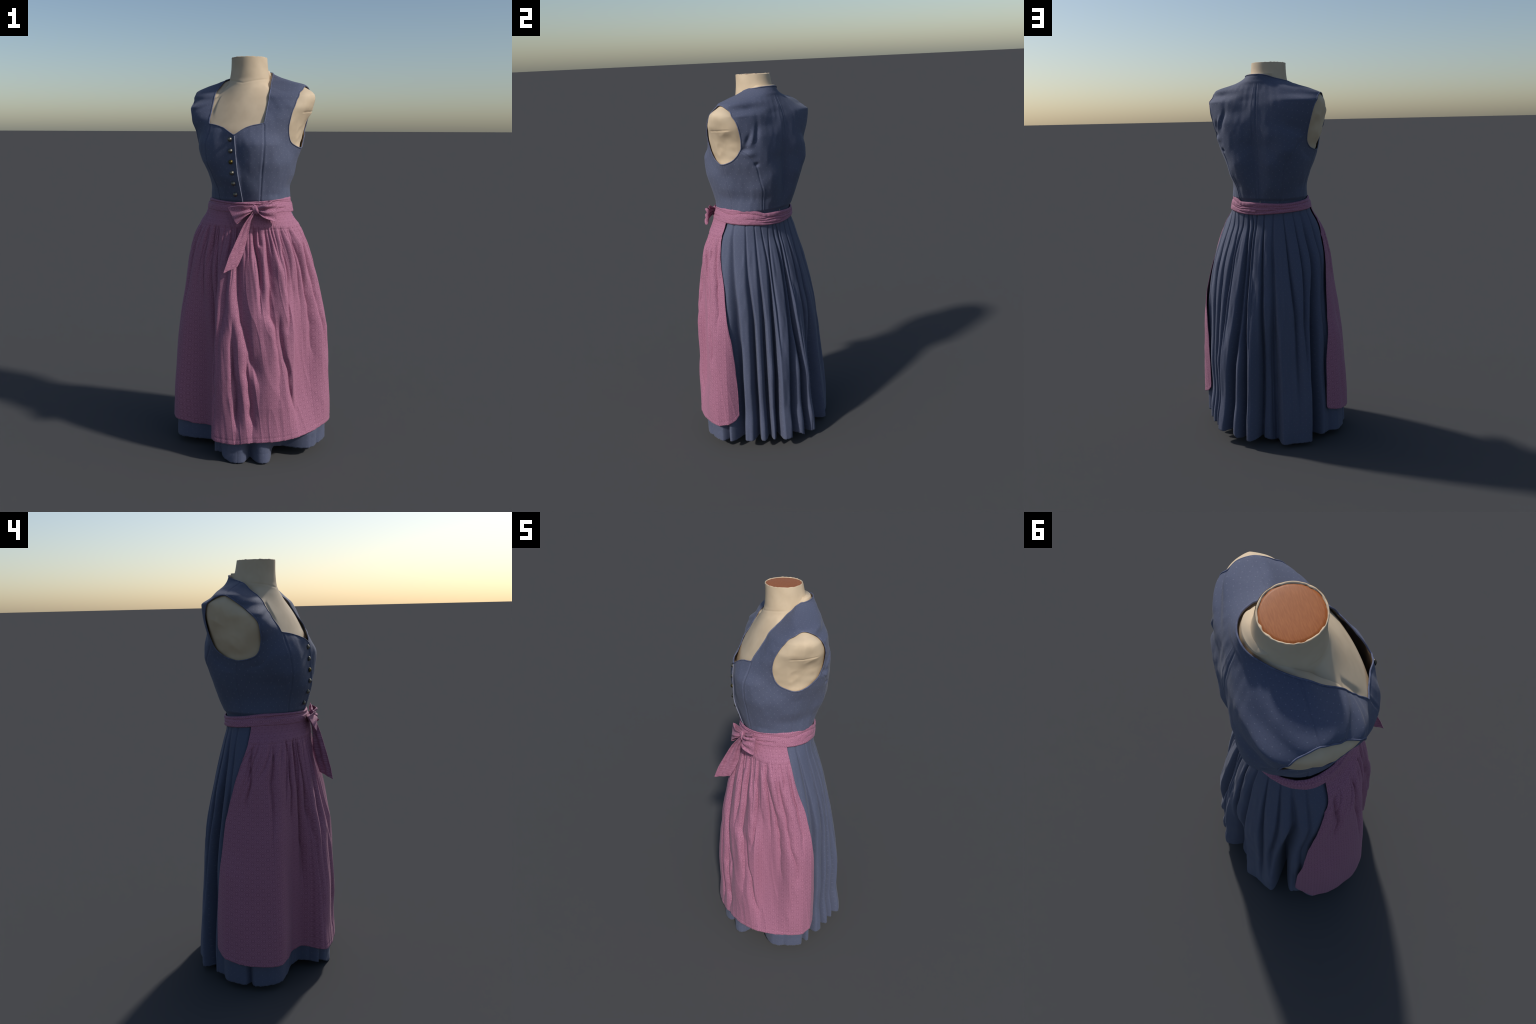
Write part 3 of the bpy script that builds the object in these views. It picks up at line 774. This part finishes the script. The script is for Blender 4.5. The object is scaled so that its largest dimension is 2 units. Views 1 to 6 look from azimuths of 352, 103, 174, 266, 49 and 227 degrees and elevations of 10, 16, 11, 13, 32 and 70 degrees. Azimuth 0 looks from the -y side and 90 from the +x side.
    for i, (bx, bz) in enumerate(zip([-.0195, -.015, -.0125, -.0075, -.0045, -.0025], [1.601, 1.547, 1.495, 1.443, 1.392, 1.338])):
        sel = V2[(np.abs(V2[:, 0] - bx) < .012) & (np.abs(V2[:, 2] - bz) < .012) & (V2[:, 1] < 0)]
        build_button(np.array([bx, sel[:, 1].mean(), bz]), ob, BRASS if i == 2 else PEWTER)
    return ob

def surface_point(V, theta, z, out):
    a = math.radians(theta); sel = V[np.abs(V[:, 2] - z) < .006]
    ang = np.arctan2(sel[:, 0], -sel[:, 1]); near = sel[np.abs(ang - a) < .03]
    r = np.hypot(near[:, 0], near[:, 1]).mean() + out
    return (r * math.sin(a), -r * math.cos(a), z)

BUTTON = {}
def build_button(p, parent, mat):
    """Domed metal button with a rolled rim."""
    prof = [(0, .0105), (.0035, .0102), (.0065, .0086), (.0085, .0064), (.0092, .0052), (.0100, .0054), (.0110, .0044), (.0112, .0030), (.0100, .0016), (.0, .0010)]
    if mat.name not in BUTTON:
        n = 28; V = []; F = []
        for r, h in prof:
            for j in range(n):
                a = 2 * math.pi * j / n; V.append((r * math.cos(a), -h, r * math.sin(a)))
        me_f = grid_faces(len(prof), n, True).tolist()
        ob = new_object("button", V, me_f, [mat], parent); BUTTON[mat.name] = ob.data
    else:
        ob = bpy.data.objects.new("button", BUTTON[mat.name]); bpy.context.scene.collection.objects.link(ob); ob.parent = parent
    ob.location = p + np.array([0, -.001, 0])
    return ob

# ---------------------------------------------------------------- mannequin
def build_mannequin():
    # torso: the dressed shape drawn in a little, with room under the bust and shoulder blades
    rows, cols = 210, 320
    X, Fw, Z = torso_grid(rows, cols)
    dx, df = X - BODY_AXIS[0], Fw - curve(*AXIS_SHIFT, Z)
    r = np.hypot(dx, df); th = np.arctan2(dx, df); TH = np.degrees(th)
    armhole = np.exp(-((np.abs(TH) - 95) / 34) ** 2) * step(1.57, 1.62, Z)
    inset = .010 - .006 * armhole + .010 * np.exp(-((np.abs(TH) - 130) / 25) ** 2) * step(1.80, 1.74, Z)
    inset = inset + step(66, 40, np.abs(TH)) * (.03 + .015 * step(1.70, 1.6, Z))
    inset = np.where(Z > 1.80, .004 + .006 * step(1.80, 1.86, Z) + .03 * step(66, 40, np.abs(TH)), inset)
    r = np.maximum(r - inset, .02)
    X = BODY_AXIS[0] + r * np.sin(th); Fw = curve(*AXIS_SHIFT, Z) + r * np.cos(th); Z = Z - .004 * step(1.80, 1.86, Z)
    # crumpled cloth covering the arm stumps: a few broad flat facets and one slit
    stump = step(.20, .25, np.abs(X + .02)) * step(1.555, 1.60, Z) * step(1.855, 1.83, Z)
    fold = np.abs(value_noise(Fw * 13 + 20, Z * 11 + Fw * 7, 81)) * .009 + .0012 * value_noise(Fw * 40 + 9, Z * 40, 82)
    open_r = step(.0, .035, polygon_distance(smooth_closed(ARMHOLE_R), Fw, Z).reshape(X.shape)) * (X > .12)
    open_l = step(.0, .035, polygon_distance(smooth_closed(ARMHOLE_L), Fw, Z).reshape(X.shape)) * (X < -.15)
    X = X + .030 * open_r * step(1.68, 1.83, Z) - .014 * open_l * step(1.68, 1.82, Z)
    Z = Z + .014 * open_r * step(1.76, 1.82, Z) + .008 * open_l * step(1.76, 1.82, Z)
    soft = np.maximum(open_r, open_l)
    for _ in range(60):                                                # round the stumps off
        for G in (X, Z):
            m = .25 * (np.roll(G, 1, 1) + np.roll(G, -1, 1)) + .25 * (np.vstack([G[:1], G[:-1]]) + np.vstack([G[1:], G[-1:]]))
            G += .7 * soft * (m - G)
    X = X - np.sign(X) * stump * fold * .8
    slit = stump * np.exp(-((Z - 1.735 + .06 * (Fw + .05)) / .0022) ** 2) * step(-.12, -.10, Fw) * step(.03, .01, Fw) * (X > 0)
    X = X - .004 * slit
    V = np.stack([X, -Fw, Z], -1).reshape(-1, 3)
    F = grid_faces(rows, cols, True).tolist() + [list(range(cols))[::-1], list(range((rows - 1) * cols, rows * cols))]
    new_object("torso", V, F, [CREAM], root)
    # breast and neck in one skin: flat sloping chest that runs up into a round column
    rows, cols = 170, 240
    z = np.linspace(1.52, 1.997, rows); th = np.linspace(-math.pi, math.pi, cols, endpoint=False)
    Z = np.repeat(z[:, None], cols, 1); TH = np.repeat(np.degrees(th)[None], rows, 0)
    breast = curve([1.52, 1.57, 1.63, 1.69, 1.75, 1.80, 1.84, 1.87, 1.90, 1.95, 1.997], [.236, .232, .217, .190, .160, .133, .113, .100, .093, .091, .092], Z)
    spread = curve([1.6, 1.74, 1.79, 1.82, 1.85, 1.872, 1.89], [.60, .56, .48, .36, .22, .08, .0], Z)
    chest = breast / np.maximum(np.cos(th)[None], .25) ** spread
    body = np.stack([curve(BODY[:, 0], c, z) for c in periodic(BODY[:, 1:], th).T], 1)
    edge = curve([1.6, 1.675, 1.75, 1.80], [34, 38, 46, 52], Z)
    under = step(-5, 5, np.abs(TH) - edge) * step(1.835, 1.795, Z)
    chest = np.where(under > 0, chest + under * (np.minimum(chest, body - .007 - .022 * step(48, 58, np.abs(TH)) * step(1.72, 1.67, Z)) - chest), chest)
    lr = np.where(th[None] < 0, curve([1.5, 1.80, 1.87, 1.90, 1.925, 1.95, 1.997], [.10, .10, .108, .102, .097, .094, .092], Z),
                  curve([1.5, 1.80, 1.87, 1.90, 1.925, 1.95, 1.997], [.10, .10, .104, .097, .092, .088, .085], Z))
    back = curve([1.5, 1.80, 1.88, 1.925, 1.95, 1.997], [.09, .10, .116, .108, .099, .088], Z)
    fb = np.where(np.cos(th)[None] > 0, breast, back)
    column = lr * fb / np.sqrt((fb * np.sin(th)[None]) ** 2 + (lr * np.cos(th)[None]) ** 2)
    w = step(86, 58, np.abs(TH)) * step(1.895, 1.865, Z)
    r = column + (chest - column) * w
    r = r - .0015 * np.exp(-((Z - 1.872 - .02 * np.abs(np.sin(th)[None])) / .004) ** 2) * step(95, 70, np.abs(TH))
    X = BODY_AXIS[0] + r * np.sin(th)[None]; Fw = BODY_AXIS[1] + r * np.cos(th)[None]
    V = np.stack([X, -Fw, Z], -1).reshape(-1, 3)
    neck = new_object("neck", V, grid_faces(rows, cols, True).tolist() + [list(range(cols))[::-1]], [CREAM], root)
    # frayed cream turn-over rim round the wooden cap
    th = np.linspace(0, 2 * math.pi, 180, endpoint=False)
    cx, cy = BODY_AXIS[0] + (.085 - .092) / 2, -(BODY_AXIS[1] + (.092 - .088) / 2); rx, ry = .0885, .090
    prof = [(1.0, .000), (.992, .0035), (.97, .0045), (.945, .003), (.93, -.002)]
    V = []
    for k, (s, h) in enumerate(prof):
        ragged = .03 * value_noise(th * 7, th * 0 + k, 91) * (k >= 3) + .0
        hh = h + .0012 * value_noise(th * 9, th * 0 + 2, 92)
        V.append(np.stack([cx + rx * (s + ragged) * np.sin(th), cy - ry * (s + ragged) * np.cos(th), 1.9940 + hh], -1))
    new_object("neck_rim", np.concatenate(V), grid_faces(len(prof), 180, True), [CREAM], neck)
    prof = [(.965, -.006), (.965, -.002), (.94, .0005), (.85, .0012), (.6, .0017), (.3, .002), (.001, .002)]
    V = [np.stack([cx + rx * s * np.sin(th), cy - ry * s * np.cos(th), 1.9950 + h + 0 * th], -1) for s, h in prof]
    new_object("neck_cap", np.concatenate(V), grid_faces(len(prof), 180, True), [WOOD], neck)

build_mannequin()
bodice = build_bodice()
skirt = build_skirt()
apron = build_apron()
build_sash(apron)
build_bow(apron)
